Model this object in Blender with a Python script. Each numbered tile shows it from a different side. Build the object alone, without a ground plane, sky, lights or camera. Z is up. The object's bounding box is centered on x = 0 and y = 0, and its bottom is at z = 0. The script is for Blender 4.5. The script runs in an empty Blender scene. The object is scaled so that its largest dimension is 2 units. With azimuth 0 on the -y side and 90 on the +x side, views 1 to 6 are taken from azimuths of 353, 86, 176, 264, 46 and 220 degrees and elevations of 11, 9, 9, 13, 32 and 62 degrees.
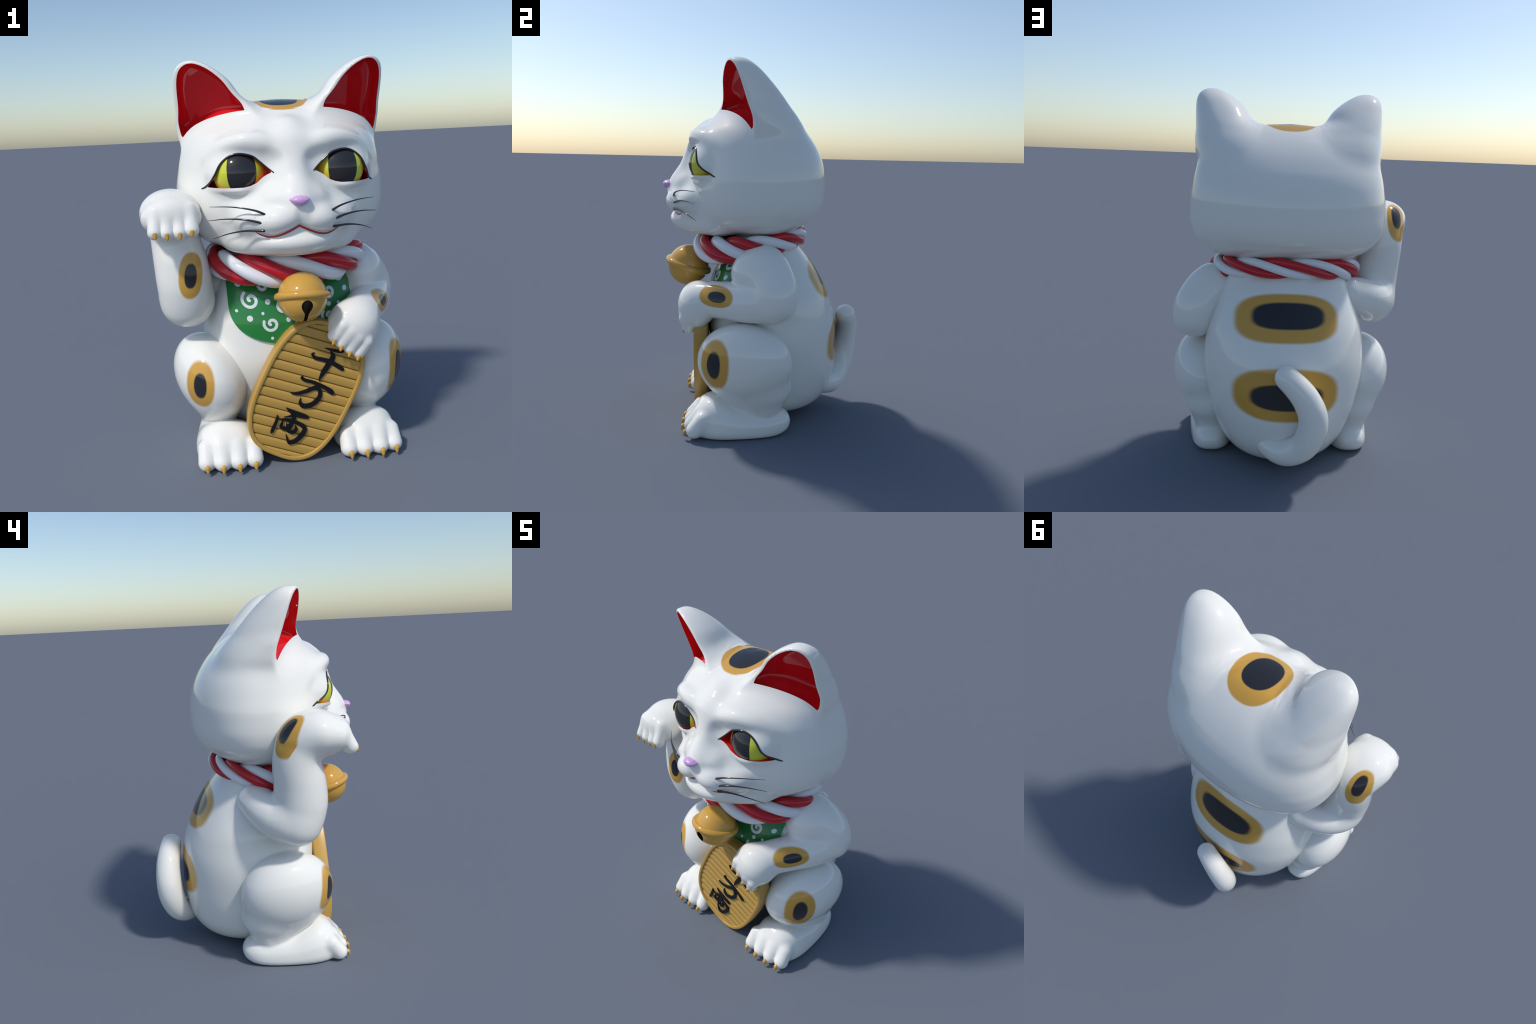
"""Glossy ceramic beckoning cat with bell, bib, twisted rope collar and gold coin.
Body parts are smooth implicit solids (lofts, ellipsoids, tapered capsules blended together)
turned into quad meshes; the ornaments are lofted and swept meshes."""
import bpy, math
import numpy as np
from mathutils import Vector, Matrix

X0 = 0.054            # the cat's plane of symmetry: X = x - X0
# ------------------------------------------------------------------ small maths helpers
def pchip(xs, ys, soft=0.0, n=1500):
    """Shape-preserving cubic through the control points, returned as a lookup function."""
    xs, ys = np.array(xs, float), np.array(ys, float)
    h, d = np.diff(xs), np.diff(ys) / np.diff(xs)
    m = np.zeros_like(xs)
    for i in range(1, len(xs) - 1):
        if d[i - 1] * d[i] > 0:
            w1, w2 = 2 * h[i] + h[i - 1], h[i] + 2 * h[i - 1]
            m[i] = (w1 + w2) / (w1 / d[i - 1] + w2 / d[i])
    m[0], m[-1] = d[0], d[-1]
    t = np.linspace(xs[0], xs[-1], n)
    k = np.clip(np.searchsorted(xs, t) - 1, 0, len(h) - 1)
    s = (t - xs[k]) / h[k]
    v = (ys[k] * (1 + 2 * s) * (1 - s) ** 2 + m[k] * h[k] * s * (1 - s) ** 2
         + ys[k + 1] * s * s * (3 - 2 * s) + m[k + 1] * h[k] * s * s * (s - 1))
    if soft > 0:                                   # round off the knots
        step = t[1] - t[0]
        r = int(3 * soft / step)
        e0 = v[0] - (v[1] - v[0]) * np.arange(r, 0, -1)
        e1 = v[-1] + (v[-1] - v[-2]) * np.arange(1, r + 1)
        k = np.exp(-0.5 * (np.arange(-r, r + 1) * step / soft) ** 2)
        v = np.convolve(np.r_[e0, v, e1], k / k.sum(), 'valid')
    return lambda q: np.interp(q, t, v)

def smin(a, b, k):
    h = np.maximum(k - np.abs(a - b), 0) / k
    return np.minimum(a, b) - h * h * k * 0.25

def smax(a, b, k):
    return -smin(-a, -b, k)

def unit(v):
    v = np.array(v, float)
    return v / np.linalg.norm(v)

def rot(rx=0, ry=0, rz=0):
    return np.array((Matrix.Rotation(math.radians(rz), 3, 'Z') @ Matrix.Rotation(math.radians(ry), 3, 'Y')
                     @ Matrix.Rotation(math.radians(rx), 3, 'X')))

def ellipsoid(p, c, r, R=None):
    q = p - np.array(c)
    if R is not None:
        q = q @ R
    r = np.array(r)
    k0 = np.sqrt(((q / r) ** 2).sum(1))
    k1 = np.sqrt(((q / (r * r)) ** 2).sum(1))
    return k0 * (k0 - 1) / np.maximum(k1, 1e-6)

def cone(px, py, pz, a, b, ra, rb):
    """Exact distance to a cone with two rounded ends (coordinates as separate columns)."""
    dx, dy, dz = b[0] - a[0], b[1] - a[1], b[2] - a[2]
    l = math.sqrt(dx * dx + dy * dy + dz * dz)
    dx, dy, dz = dx / l, dy / l, dz / l
    sn = max(-0.999, min(0.999, (ra - rb) / l))
    cs = math.sqrt(1 - sn * sn)
    qx, qy, qz = px - a[0], py - a[1], pz - a[2]
    y = qx * dx + qy * dy + qz * dz
    x2 = np.maximum(qx * qx + qy * qy + qz * qz - y * y, 0)
    t = np.clip(y + np.sqrt(x2) * (sn / cs), 0, l)      # nearest sphere on the axis
    y -= t
    return np.sqrt(x2 + y * y) - (ra - sn * t)

def capsule(p, a, b, ra, rb):
    return cone(p[:, 0], p[:, 1], p[:, 2], a, b, ra, rb)

def spline(pts, n):
    """Catmull-Rom through rows of numbers (position, radius ...)."""
    P = np.array(pts, float)
    P = np.vstack([2 * P[0] - P[1], P, 2 * P[-1] - P[-2]])
    out = []
    for i in range(1, len(P) - 2):
        for t in np.linspace(0, 1, n, endpoint=False):
            out.append(0.5 * (2 * P[i] + (P[i + 1] - P[i - 1]) * t + (2 * P[i - 1] - 5 * P[i] + 4 * P[i + 1] - P[i + 2]) * t * t
                              + (3 * P[i] - P[i - 1] - 3 * P[i + 1] + P[i + 2]) * t ** 3))
    out.append(P[-2])
    return np.array(out)

def chain(p, pts, n=4):
    """Smooth tapered tube through (x, y, z, r) rows: nearest point on a Catmull-Rom spine."""
    P = np.array(pts, float)
    S = spline(P, n)
    cols = [np.ascontiguousarray(p[:, i]) for i in range(3)]
    best = np.full(len(p), 1e9)
    at = np.zeros(len(p))
    for i, (a, b) in enumerate(zip(S[:-1], S[1:])):
        d = b[:3] - a[:3]
        l2 = d @ d
        qx, qy, qz = cols[0] - a[0], cols[1] - a[1], cols[2] - a[2]
        t = np.clip((qx * d[0] + qy * d[1] + qz * d[2]) / l2, 0, 1)
        g = np.sqrt((qx - t * d[0]) ** 2 + (qy - t * d[1]) ** 2 + (qz - t * d[2]) ** 2) - (a[3] + (b[3] - a[3]) * t)
        m = g < best
        best[m] = g[m]; at[m] = (i + t[m]) / n
    E = np.vstack([2 * P[0] - P[1], P, 2 * P[-1] - P[-2]])
    k = np.minimum(at.astype(int), len(P) - 2)
    C0, C1, C2, C3 = (E[k + j] for j in range(4))
    c1, c2, c3 = 0.5 * (C2 - C0), 0.5 * (2 * C0 - 5 * C1 + 4 * C2 - C3), 0.5 * (3 * C1 - C0 - 3 * C2 + C3)
    u = at - k
    for _ in range(3):
        c = C1 + u[:, None] * (c1 + u[:, None] * (c2 + u[:, None] * c3))
        d = (c1 + u[:, None] * (2 * c2 + 3 * u[:, None] * c3))
        e = c[:, :3] - p
        D = np.sqrt((e * e).sum(1)) + 1e-9
        num = (e * d[:, :3]).sum(1) - D * d[:, 3]
        den = (d[:, :3] ** 2).sum(1)
        u = np.clip(u - np.clip(0.8 * num / den, -0.2, 0.2), 0, 1)
    c = C1 + u[:, None] * (c1 + u[:, None] * (c2 + u[:, None] * c3))
    return np.minimum(np.sqrt(((c[:, :3] - p) ** 2).sum(1)) - c[:, 3], best + 0.004)

def gradient(f, p, e):
    g = np.empty_like(p)
    for i in range(3):
        d = np.zeros(3); d[i] = e
        g[:, i] = (f(p + d) - f(p - d)) / (2 * e)
    return g

def loft(levels, yc, nf, nb, soft=0.0, cap=None):
    """Solid whose horizontal sections are superellipses. levels: (z, half width, front y, back y)."""
    L = np.array(levels, float)
    w2 = pchip(L[:, 0], L[:, 1] ** 2, soft)
    f2 = pchip(L[:, 0], (yc - L[:, 2]) ** 2, soft)
    b2 = pchip(L[:, 0], (L[:, 3] - yc) ** 2, soft)
    z0, z1 = L[0, 0], L[-1, 0]
    e = 1e-3

    def section(X, Y, z):
        """Horizontal distance to the section at height z, with the pieces needed for the slope."""
        W2 = np.maximum(w2(z), 1e-5)
        front = Y < 0
        D2 = np.maximum(np.where(front, f2(z), b2(z)), 1e-5)
        w, d = np.sqrt(W2), np.sqrt(D2)
        n = np.where(front, nf(z) if callable(nf) else nf, nb(z) if callable(nb) else nb)
        A, Bq = np.abs(X) / w + 1e-6, np.abs(Y) / d + 1e-6
        An, Bn = A ** n, Bq ** n
        s = An + Bn
        q = s ** (1 / n)
        k = q / s
        gh = k * np.hypot(An / A / w, Bn / Bq / d)
        return q, gh, k, An / W2, Bn / D2, front, np.minimum(w, d)

    def f(p):
        z = np.clip(p[:, 2], z0, z1)
        X, Y = p[:, 0], p[:, 1] - yc
        q, gh, k, a, b, front, small = section(X, Y, z)
        dW2 = (w2(z + e) - w2(z - e)) / (2 * e)
        dD2 = np.where(front, f2(z + e) - f2(z - e), b2(z + e) - b2(z - e)) / (2 * e)
        gz = k * 0.5 * (a * dW2 + b * dD2)
        flat = (q - 1) / np.maximum(gh, 1e-6)                    # horizontal distance
        near = (q - 1) / np.sqrt(gh * gh + gz * gz + 1e-12)      # first-order distance
        inner = np.maximum(np.maximum(near, (q - 1) * small), np.maximum(z0 - p[:, 2], p[:, 2] - z1))
        v = np.where(q > 1, np.maximum(near, 0.25 * flat), inner)
        over = np.abs(p[:, 2] - z)
        v = np.where(over > 0, np.hypot(np.maximum(flat, 0) * 0.25, over), v)
        if cap is not None:                                      # true distance near the dome of the top
            m = (p[:, 2] > cap) & ((q > 1) | (over > 0))
            if m.any():
                t = np.clip((p[m, 2] - cap) / 0.05, 0, 1)
                best = None
                for dz in (0.0, 0.008, 0.018, 0.03, 0.045, 0.063, 0.085, 0.11, 0.14):
                    zz = np.minimum(p[m, 2], z1 - 0.0005) - dz
                    r = section(X[m], Y[m], zz)
                    g = np.hypot(np.maximum((r[0] - 1) / np.maximum(r[1], 1e-6), 0), p[m, 2] - zz)
                    best = g if best is None else smin(best, g, 0.012)
                best = np.maximum(best, np.minimum(v[m], 0.004))
                v[m] = v[m] * (1 - t) + best * t
        return np.clip(v, -0.3, 1.0)
    return f

def polygon2d(u, v, pts):
    """Signed distance to a closed outline in a plane."""
    P = np.array(pts, float)
    d = np.full(len(u), 1e9)
    s = np.ones(len(u))
    for i in range(len(P)):
        a, b = P[i], P[i - 1]
        ex, ey = b - a
        wx, wy = u - a[0], v - a[1]
        t = np.clip((wx * ex + wy * ey) / (ex * ex + ey * ey), 0, 1)
        d = np.minimum(d, (wx - ex * t) ** 2 + (wy - ey * t) ** 2)
        c1, c2, c3 = v >= a[1], v < b[1], ex * wy > ey * wx
        s = np.where((c1 & c2 & c3) | (~c1 & ~c2 & ~c3), -s, s)
    return s * np.sqrt(d)

# ------------------------------------------------------------------ implicit solid -> quads
def surface(f, lo, hi, h, refine=1):
    """Dual quad mesh of f = 0 (surface nets on a sparse grid, then snapped to the surface)."""
    lo, hi = np.array(lo, float), np.array(hi, float)
    B = 6
    nb = np.ceil((hi - lo) / (B * h)).astype(int)
    ci = np.stack(np.meshgrid(*[np.arange(k) for k in nb], indexing='ij'), -1).reshape(-1, 3)
    fc = f(lo + (ci + 0.5) * B * h)
    active = (np.abs(fc) < B * h * 0.866 * 1.5 + 2 * h).reshape(nb)
    sg = np.pad(fc.reshape(nb) < 0, 1, mode='edge')
    core = tuple(slice(1, -1) for _ in range(3))
    for ax in range(3):
        for sh in (-1, 1):
            active |= np.roll(sg, sh, ax)[core] != sg[core]
    active = active.ravel()
    F = np.repeat(np.repeat(np.repeat(np.sign(fc).reshape(nb), B, 0), B, 1), B, 2)
    F = np.pad(F, ((0, 1),) * 3, mode='edge')
    off = np.stack(np.meshgrid(*[np.arange(B + 1)] * 3, indexing='ij'), -1).reshape(-1, 3)
    act = ci[active]
    for s in range(0, len(act), 3000):
        idx = (act[s:s + 3000, None, :] * B + off[None]).reshape(-1, 3)
        F[idx[:, 0], idx[:, 1], idx[:, 2]] = f(lo + idx * h)
    ins = F < 0
    c8 = [(i, j, k) for i in (0, 1) for j in (0, 1) for k in (0, 1)]
    N = np.array(F.shape) - 1
    cnt = sum(ins[i:i + N[0], j:j + N[1], k:k + N[2]].astype(np.int8) for i, j, k in c8)
    cells = np.argwhere((cnt > 0) & (cnt < 8))
    vid = np.full(N, -1, np.int64)
    vid[tuple(cells.T)] = np.arange(len(cells))
    val = {c: F[cells[:, 0] + c[0], cells[:, 1] + c[1], cells[:, 2] + c[2]] for c in c8}
    acc, num = np.zeros((len(cells), 3)), np.zeros(len(cells))
    for a in c8:
        for ax in range(3):
            if a[ax] == 0:
                b = list(a); b[ax] = 1; b = tuple(b)
                va, vb = val[a], val[b]
                m = (va < 0) != (vb < 0)
                t = np.where(m, va / np.where(m, va - vb, 1), 0)
                pos = np.tile(np.array(a, float), (len(cells), 1))
                pos[:, ax] += t
                acc += pos * m[:, None]
                num += m
    V = lo + (cells + acc / num[:, None]) * h
    quads = []
    for ax in range(3):
        u, v = [(1, 2), (2, 0), (0, 1)][ax]
        sl = [slice(None)] * 3; sl[ax] = slice(0, -1); A = ins[tuple(sl)]
        sl[ax] = slice(1, None); Bn = ins[tuple(sl)]
        e = np.argwhere(A != Bn)
        e = e[(e[:, u] > 0) & (e[:, v] > 0) & (e[:, u] < N[u]) & (e[:, v] < N[v])]
        du, dv = np.eye(3, dtype=int)[u], np.eye(3, dtype=int)[v]
        q = np.stack([vid[tuple((e - du * i - dv * j).T)] for i, j in ((1, 1), (0, 1), (0, 0), (1, 0))], 1)
        out = A[tuple(e.T)]
        quads.append(np.where(out[:, None], q, q[:, ::-1]))
    Q = np.vstack(quads)
    Q = Q[(Q >= 0).all(1)]
    for _ in range(refine):
        v0 = f(V)
        g = np.stack([(f(V + d) - v0) / (h * 0.2) for d in np.eye(3) * h * 0.2], 1)
        step = v0[:, None] * g / np.maximum((g * g).sum(1), 0.2)[:, None]
        ln = np.linalg.norm(step, axis=1, keepdims=True)
        V = V - step * np.minimum(1, 0.5 * h / np.maximum(ln, 1e-9))
    return V, Q

def snap_border(V, Q, lab, f, g, h):
    """Move the vertices between two differently labelled regions onto the crease f = g = 0."""
    on = np.zeros((2, len(V)), bool)
    for k in (0, 1):
        on[k, Q[lab == k].ravel()] = True
    i = np.where(on[0] & on[1])[0]
    P, start = V[i].copy(), V[i].copy()
    for _ in range(8):
        for fn in (f, g):
            d = gradient(fn, P, 1e-4)
            P = P - np.clip(fn(P), -h, h)[:, None] * d / np.maximum((d * d).sum(1), 0.3)[:, None]
    ok = np.linalg.norm(P - start, axis=1) < 2.2 * h
    V[i[ok]] = P[ok]
    return V

ROOT = bpy.data.objects.new("lucky_cat_figurine", None)
ROOT["label"] = "glossy white beckoning cat figurine with bell, green bib and gold coin"
ROOT["category"] = "cat figurine"
bpy.context.collection.objects.link(ROOT)

def make_mesh(name, V, Q, material, normals=None, smooth=True):
    me = bpy.data.meshes.new(name)
    V = np.asarray(V, float)
    if isinstance(Q, np.ndarray):
        me.vertices.add(len(V)); me.vertices.foreach_set("co", V.astype(np.float32).ravel())
        me.loops.add(Q.size); me.loops.foreach_set("vertex_index", Q.astype(np.int32).ravel())
        me.polygons.add(len(Q))
        me.polygons.foreach_set("loop_start", np.arange(0, Q.size, Q.shape[1], dtype=np.int32))
    else:
        me.from_pydata([tuple(v) for v in V], [], [list(q) for q in Q])
    me.materials.append(material)
    me.update(calc_edges=True)
    me.validate()
    me.polygons.foreach_set("use_smooth", [smooth] * len(me.polygons))
    if normals is not None:
        me.normals_split_custom_set_from_vertices(normals.astype(np.float32))
    return me

def add(name, me, parent=None):
    ob = bpy.data.objects.new(name, me)
    bpy.context.collection.objects.link(ob)
    ob.parent = parent or ROOT
    return ob

def region(name, V, Q, N, mask, material, parent=None):
    q = Q[mask]
    used, inv = np.unique(q, return_inverse=True)
    return add(name, make_mesh(name, V[used], inv.reshape(q.shape), material, N[used]), parent)

def normals_of(f, V, h, Q=None, rounds=4):
    g = gradient(f, V, h)
    g = g / np.maximum(np.linalg.norm(g, axis=1, keepdims=True), 1e-9)
    for _ in range(rounds if Q is not None else 0):          # even out the glaze
        acc = g.copy()
        for i in range(4):
            a, b = Q[:, i], Q[:, (i + 1) % 4]
            w = np.clip((g[a] * g[b]).sum(1) * 4 - 3, 0, 1)[:, None] * 0.5    # keep creases
            for k in range(3):
                acc[:, k] += np.bincount(a, w[:, 0] * g[b, k], len(V)) + np.bincount(b, w[:, 0] * g[a, k], len(V))
        g = acc / np.maximum(np.linalg.norm(acc, axis=1, keepdims=True), 1e-9)
    return g

def sharpen(me, deg=40):
    me.set_sharp_from_angle(angle=math.radians(deg))
    return me

# ------------------------------------------------------------------ materials
def principled(name, colour, rough=0.055, coat=0.0, spec=0.5):
    m = bpy.data.materials.new(name)
    m.use_nodes = True
    b = m.node_tree.nodes["Principled BSDF"]
    b.inputs["Base Color"].default_value = (*colour, 1)
    b.inputs["Roughness"].default_value = rough
    b.inputs["Specular IOR Level"].default_value = spec
    b.inputs["Coat Weight"].default_value = coat
    b.inputs["Coat Roughness"].default_value = 0.04
    return m

WHITE, ORANGE, BLACK = (0.85, 0.84, 0.785), (0.62, 0.345, 0.065), (0.022, 0.022, 0.026)
RED, GREEN = (0.72, 0.011, 0.016), (0.022, 0.21, 0.045)

class Nodes:
    def __init__(self, m):
        self.t = m.node_tree
    def new(self, kind, **kw):
        n = self.t.nodes.new(kind)
        for k, v in kw.items():
            setattr(n, k, v)
        return n
    def link(self, a, b):
        self.t.links.new(a, b)
    def math(self, op, a, b=None):
        n = self.new("ShaderNodeMath", operation=op)
        for i, v in enumerate((a, b)):
            if v is None:
                continue
            if isinstance(v, (int, float)):
                n.inputs[i].default_value = v
            else:
                self.link(v, n.inputs[i])
        return n.outputs[0]
    def dot(self, vec, axis):
        n = self.new("ShaderNodeVectorMath", operation='DOT_PRODUCT')
        self.link(vec, n.inputs[0]); n.inputs[1].default_value = tuple(axis)
        return n.outputs["Value"]
    def oval(self, vec, centre, u, v, a, b, n, soft, reach=0.16):
        """1 inside a superellipse drawn in the plane u, v around the centre, soft at its edge."""
        s = self.new("ShaderNodeVectorMath", operation='SUBTRACT')
        self.link(vec, s.inputs[0]); s.inputs[1].default_value = tuple(centre)
        du, dv = self.dot(s.outputs[0], u), self.dot(s.outputs[0], v)
        pa = self.math('POWER', self.math('ABSOLUTE', self.math('DIVIDE', du, a)), n)
        pb = self.math('POWER', self.math('ABSOLUTE', self.math('DIVIDE', dv, b)), n)
        q = self.math('POWER', self.math('ADD', pa, pb), 1 / n)
        r = self.new("ShaderNodeMapRange", interpolation_type='SMOOTHSTEP')
        self.link(q, r.inputs["Value"])
        for k, val in zip(("From Min", "From Max", "To Min", "To Max"), (1 - soft, 1 + soft, 1.0, 0.0)):
            r.inputs[k].default_value = val
        w = np.cross(u, v)
        depth = self.math('LESS_THAN', self.math('ABSOLUTE', self.dot(s.outputs[0], w)), reach)
        return self.math('MULTIPLY', r.outputs[0], depth)
    def blend(self, fac, a, b):
        n = self.new("ShaderNodeMix", data_type='RGBA')
        self.link(fac, n.inputs[0])
        for v, s in ((a, n.inputs[6]), (b, n.inputs[7])):
            if isinstance(v, tuple):
                s.default_value = (*v, 1)
            else:
                self.link(v, s)
        return n.outputs[2]

def glaze(name, spots=()):
    """White glaze with painted tan spots that have a black heart.
    A spot: centre, u axis, v axis, tan half sizes, heart offset, heart half sizes, roundness, softness."""
    m = principled(name, WHITE)
    g = Nodes(m)
    vec = g.new("ShaderNodeTexCoord").outputs["Object"]
    colour = WHITE
    for c, u, v, size, shift, heart, power, soft, reach in spots:
        u = unit(u); v = np.array(v, float); v = unit(v - u * (u @ v))
        colour = g.blend(g.oval(vec, c, u, v, *size, power, soft, reach), colour, ORANGE)
        c2 = np.array(c) + u * shift[0] + v * shift[1]
        colour = g.blend(g.oval(vec, c2, u, v, *heart, power, soft * 1.3, reach), colour, BLACK)
    if spots:
        g.link(colour, m.node_tree.nodes["Principled BSDF"].inputs["Base Color"])
    return m

ux, uy, uz = (1, 0, 0), (0, 1, 0), (0, 0, 1)
M_white = glaze("white_glaze")
M_head = glaze("white_glaze_head", [((X0 - 0.003, -0.086, 1.80), ux, uy, (0.148, 0.168), (0, -0.020), (0.094, 0.112), 2.3, 0.03, 0.2)])
M_torso = glaze("white_glaze_torso", [
    ((X0 + 0.008, 0.35, 0.836), ux, (0, 0.30, -1), (0.268, 0.128), (-0.008, -0.012), (0.188, 0.070), 2.8, 0.07, 0.3),
    ((X0 + 0.006, 0.43, 0.456), ux, (0, 0.0, -1), (0.270, 0.137), (-0.004, 0.010), (0.186, 0.068), 2.6, 0.07, 0.3)])
M_arm_up = glaze("white_glaze_raised_arm", [
    ((-0.446, -0.325, 0.987), (1, 0, -0.10), (0.10, 0, 1), (0.058, 0.113), (0, 0), (0.030, 0.060), 2.3, 0.07, 0.12),
    ((-0.576, -0.12, 1.297), ux, (0.0, -0.54, 0.84), (0.058, 0.116), (0, 0.02), (0.030, 0.070), 2.3, 0.07, 0.055)])
M_arm_down = glaze("white_glaze_lowered_arm", [
    ((0.51, -0.276, 0.778), (0.25, 1, 0), uz, (0.098, 0.054), (0.006, 0), (0.052, 0.027), 2.3, 0.08, 0.07)])
M_leg = glaze("white_glaze_leg", [
    ((0.58, -0.275, 0.430), (-0.55, -0.84, 0.10), (-0.25, 0.1, 1), (0.092, 0.130), (0, -0.005), (0.043, 0.072), 2.1, 0.09, 0.15),
    ((-0.434, -0.33, 0.432), (1, -0.2, -0.08), (-0.12, 0, 1), (0.074, 0.120), (0, 0), (0.034, 0.066), 2.2, 0.09, 0.15)])
M_ear = principled("red_ear_lining", RED, 0.06)
M_lip = principled("red_lip", (0.50, 0.03, 0.03), 0.3)
M_lid = principled("red_eye_corner", RED, 0.06)
M_black = principled("black_paint", BLACK, 0.12)
M_ink = principled("black_ink", (0.007, 0.0075, 0.010), 0.45, spec=0.25)
M_gold = principled("gold_paint", ORANGE, 0.07)
M_coin = principled("gold_coin_paint", (0.53, 0.315, 0.068), 0.36)
M_gap = principled("dark_coin_gap", (0.14, 0.075, 0.015), 0.5)
M_nose = principled("lilac_nose", (0.66, 0.40, 0.72), 0.18)
M_red = principled("red_rope", (0.52, 0.010, 0.020), 0.12)
M_rope = principled("white_rope", (0.80, 0.81, 0.84), 0.12)
M_bib = principled("green_cloth", GREEN, 0.15)
M_mark = principled("white_cloth_print", (0.74, 0.77, 0.82), 0.3)
M_slot = principled("dark_bell_slot", (0.03, 0.012, 0.003), 0.5)
M_dot = principled("grey_whisker_dot", (0.33, 0.38, 0.42), 0.4)

def eye_material():
    m = principled("yellow_eye_with_slit_pupil", (0.60, 0.62, 0.06), 0.06)
    g = Nodes(m)
    vec = g.new("ShaderNodeTexCoord").outputs["Object"]
    c = g.blend(g.oval(vec, (0, -0.1, 0.010), ux, uz, 0.0655, 0.112, 2.2, 0.025), (0.66, 0.68, 0.055), (0.024, 0.024, 0.026))
    g.link(c, m.node_tree.nodes["Principled BSDF"].inputs["Base Color"])
    return m
M_eye = eye_material()

# ------------------------------------------------------------------ mesh builders for ornaments
def tube_mesh(pts, sides=16, closed=False, squash=1.0):
    """Sweep a circle along rows of (x, y, z, r); rounded ends when open."""
    P = np.array(pts, float)
    n = len(P)
    T = np.roll(P[:, :3], -1, 0) - np.roll(P[:, :3], 1, 0)
    if not closed:
        T[0], T[-1] = P[1, :3] - P[0, :3], P[-1, :3] - P[-2, :3]
    T /= np.linalg.norm(T, axis=1, keepdims=True)
    ref = np.array((0.0, 0.0, 1.0)) if abs(T[0][2]) < 0.9 else np.array((1.0, 0.0, 0.0))
    a = unit(np.cross(ref, T[0]))
    rings, rows = [], []
    frames = []
    for i in range(n):
        a = unit(a - T[i] * (a @ T[i]))
        frames.append((a, np.cross(T[i], a)))
    if not closed:
        for s, sgn in ((0, -1), (n - 1, 1)):
            cap = [(P[s, :3] + sgn * T[s] * P[s, 3] * math.sin(t), P[s, 3] * math.cos(t), frames[s]) for t in (0.35, 0.7, 1.05, 1.35)]
            rows.append(cap)
        seq = rows[0][::-1] + [(P[i, :3], P[i, 3], frames[i]) for i in range(n)] + rows[1]
    else:
        seq = [(P[i, :3], P[i, 3], frames[i]) for i in range(n)]
    V = []
    for c, r, (u, v) in seq:
        for k in range(sides):
            t = 2 * math.pi * k / sides
            V.append(c + r * (u * math.cos(t) + v * math.sin(t)))
    Q = []
    m = len(seq)
    shift = 0
    if closed:  # match the end frame to the start frame
        last = np.array(V[-sides:]); first = np.array(V[:sides])
        shift = int(np.argmin([np.sum((np.roll(first, -s, 0) - last) ** 2) for s in range(sides)]))
    for i in range(m if closed else m - 1):
        j, s = ((i + 1), 0) if i < m - 1 else (0, shift)
        for k in range(sides):
            Q.append((i * sides + k, i * sides + (k + 1) % sides, j * sides + (k + 1 + s) % sides, j * sides + (k + s) % sides))
    if not closed:
        Q.append(tuple(range(sides))[::-1])
        Q.append(tuple(range((m - 1) * sides, m * sides)))
    return V, Q

def tube(name, pts, material, sides=16, closed=False, parent=None):
    V, Q = tube_mesh(pts, sides, closed)
    return add(name, make_mesh(name, V, Q, material), parent)

def revolve(profile, sides=48):
    """Surface of revolution about local z. profile rows: (r, z)."""
    V, Q = [], []
    n = len(profile)
    for r, z in profile:
        for k in range(sides):
            t = 2 * math.pi * k / sides
            V.append((r * math.cos(t), r * math.sin(t), z))
    for i in range(n - 1):
        for k in range(sides):
            Q.append((i * sides + k, i * sides + (k + 1) % sides, (i + 1) * sides + (k + 1) % sides, (i + 1) * sides + k))
    Q.append(tuple(range(sides))[::-1]); Q.append(tuple(range((n - 1) * sides, n * sides)))
    return V, Q

def front_point(f, x, z, y0=-0.75, y1=0.1):
    """First hit of a ray going in +y: arrays x, z -> y."""
    x, z = np.atleast_1d(np.array(x, float)), np.atleast_1d(np.array(z, float))
    y = np.full(len(x), y0)
    for _ in range(70):
        y = np.minimum(y + np.clip(f(np.stack([x, y, z], 1)) * 0.7, -0.01, 0.06), y1)
    return y

def mirror_x(p):
    q = p.copy(); q[:, 0] = np.abs(p[:, 0] - X0)
    return q

def centre_x(p):
    q = p.copy(); q[:, 0] = p[:, 0] - X0
    return q

# ------------------------------------------------------------------ HEAD
head_loft = loft([  # z, half width, front y, back y
    (1.060, 0.02, 0.01, 0.03), (1.075, 0.25, -0.27, 0.06), (1.092, 0.345, -0.35, 0.125), (1.125, 0.422, -0.41, 0.205), (1.165, 0.473, -0.440, 0.268),
    (1.22, 0.514, -0.452, 0.312), (1.30, 0.533, -0.455, 0.334), (1.38, 0.535, -0.445, 0.335), (1.47, 0.522, -0.435, 0.322),
    (1.54, 0.508, -0.432, 0.295), (1.60, 0.488, -0.430, 0.258), (1.65, 0.464, -0.410, 0.220), (1.70, 0.420, -0.356, 0.172),
    (1.75, 0.32, -0.272, 0.112), (1.79, 0.22, -0.180, 0.05), (1.808, 0.13, -0.11, 0.01), (1.815, 0.02, -0.05, -0.03)], -0.03,
    pchip([1.0, 1.3, 1.45, 1.56, 1.63, 1.70, 1.78, 1.9], [2.0, 2.0, 2.05, 2.12, 2.0, 1.82, 1.9, 2.0], 0.012),
    pchip([1.0, 1.35, 1.55, 1.68, 1.75, 1.9], [2.25, 2.3, 2.45, 2.5, 2.3, 2.2]), 0.012, 1.66)

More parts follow.
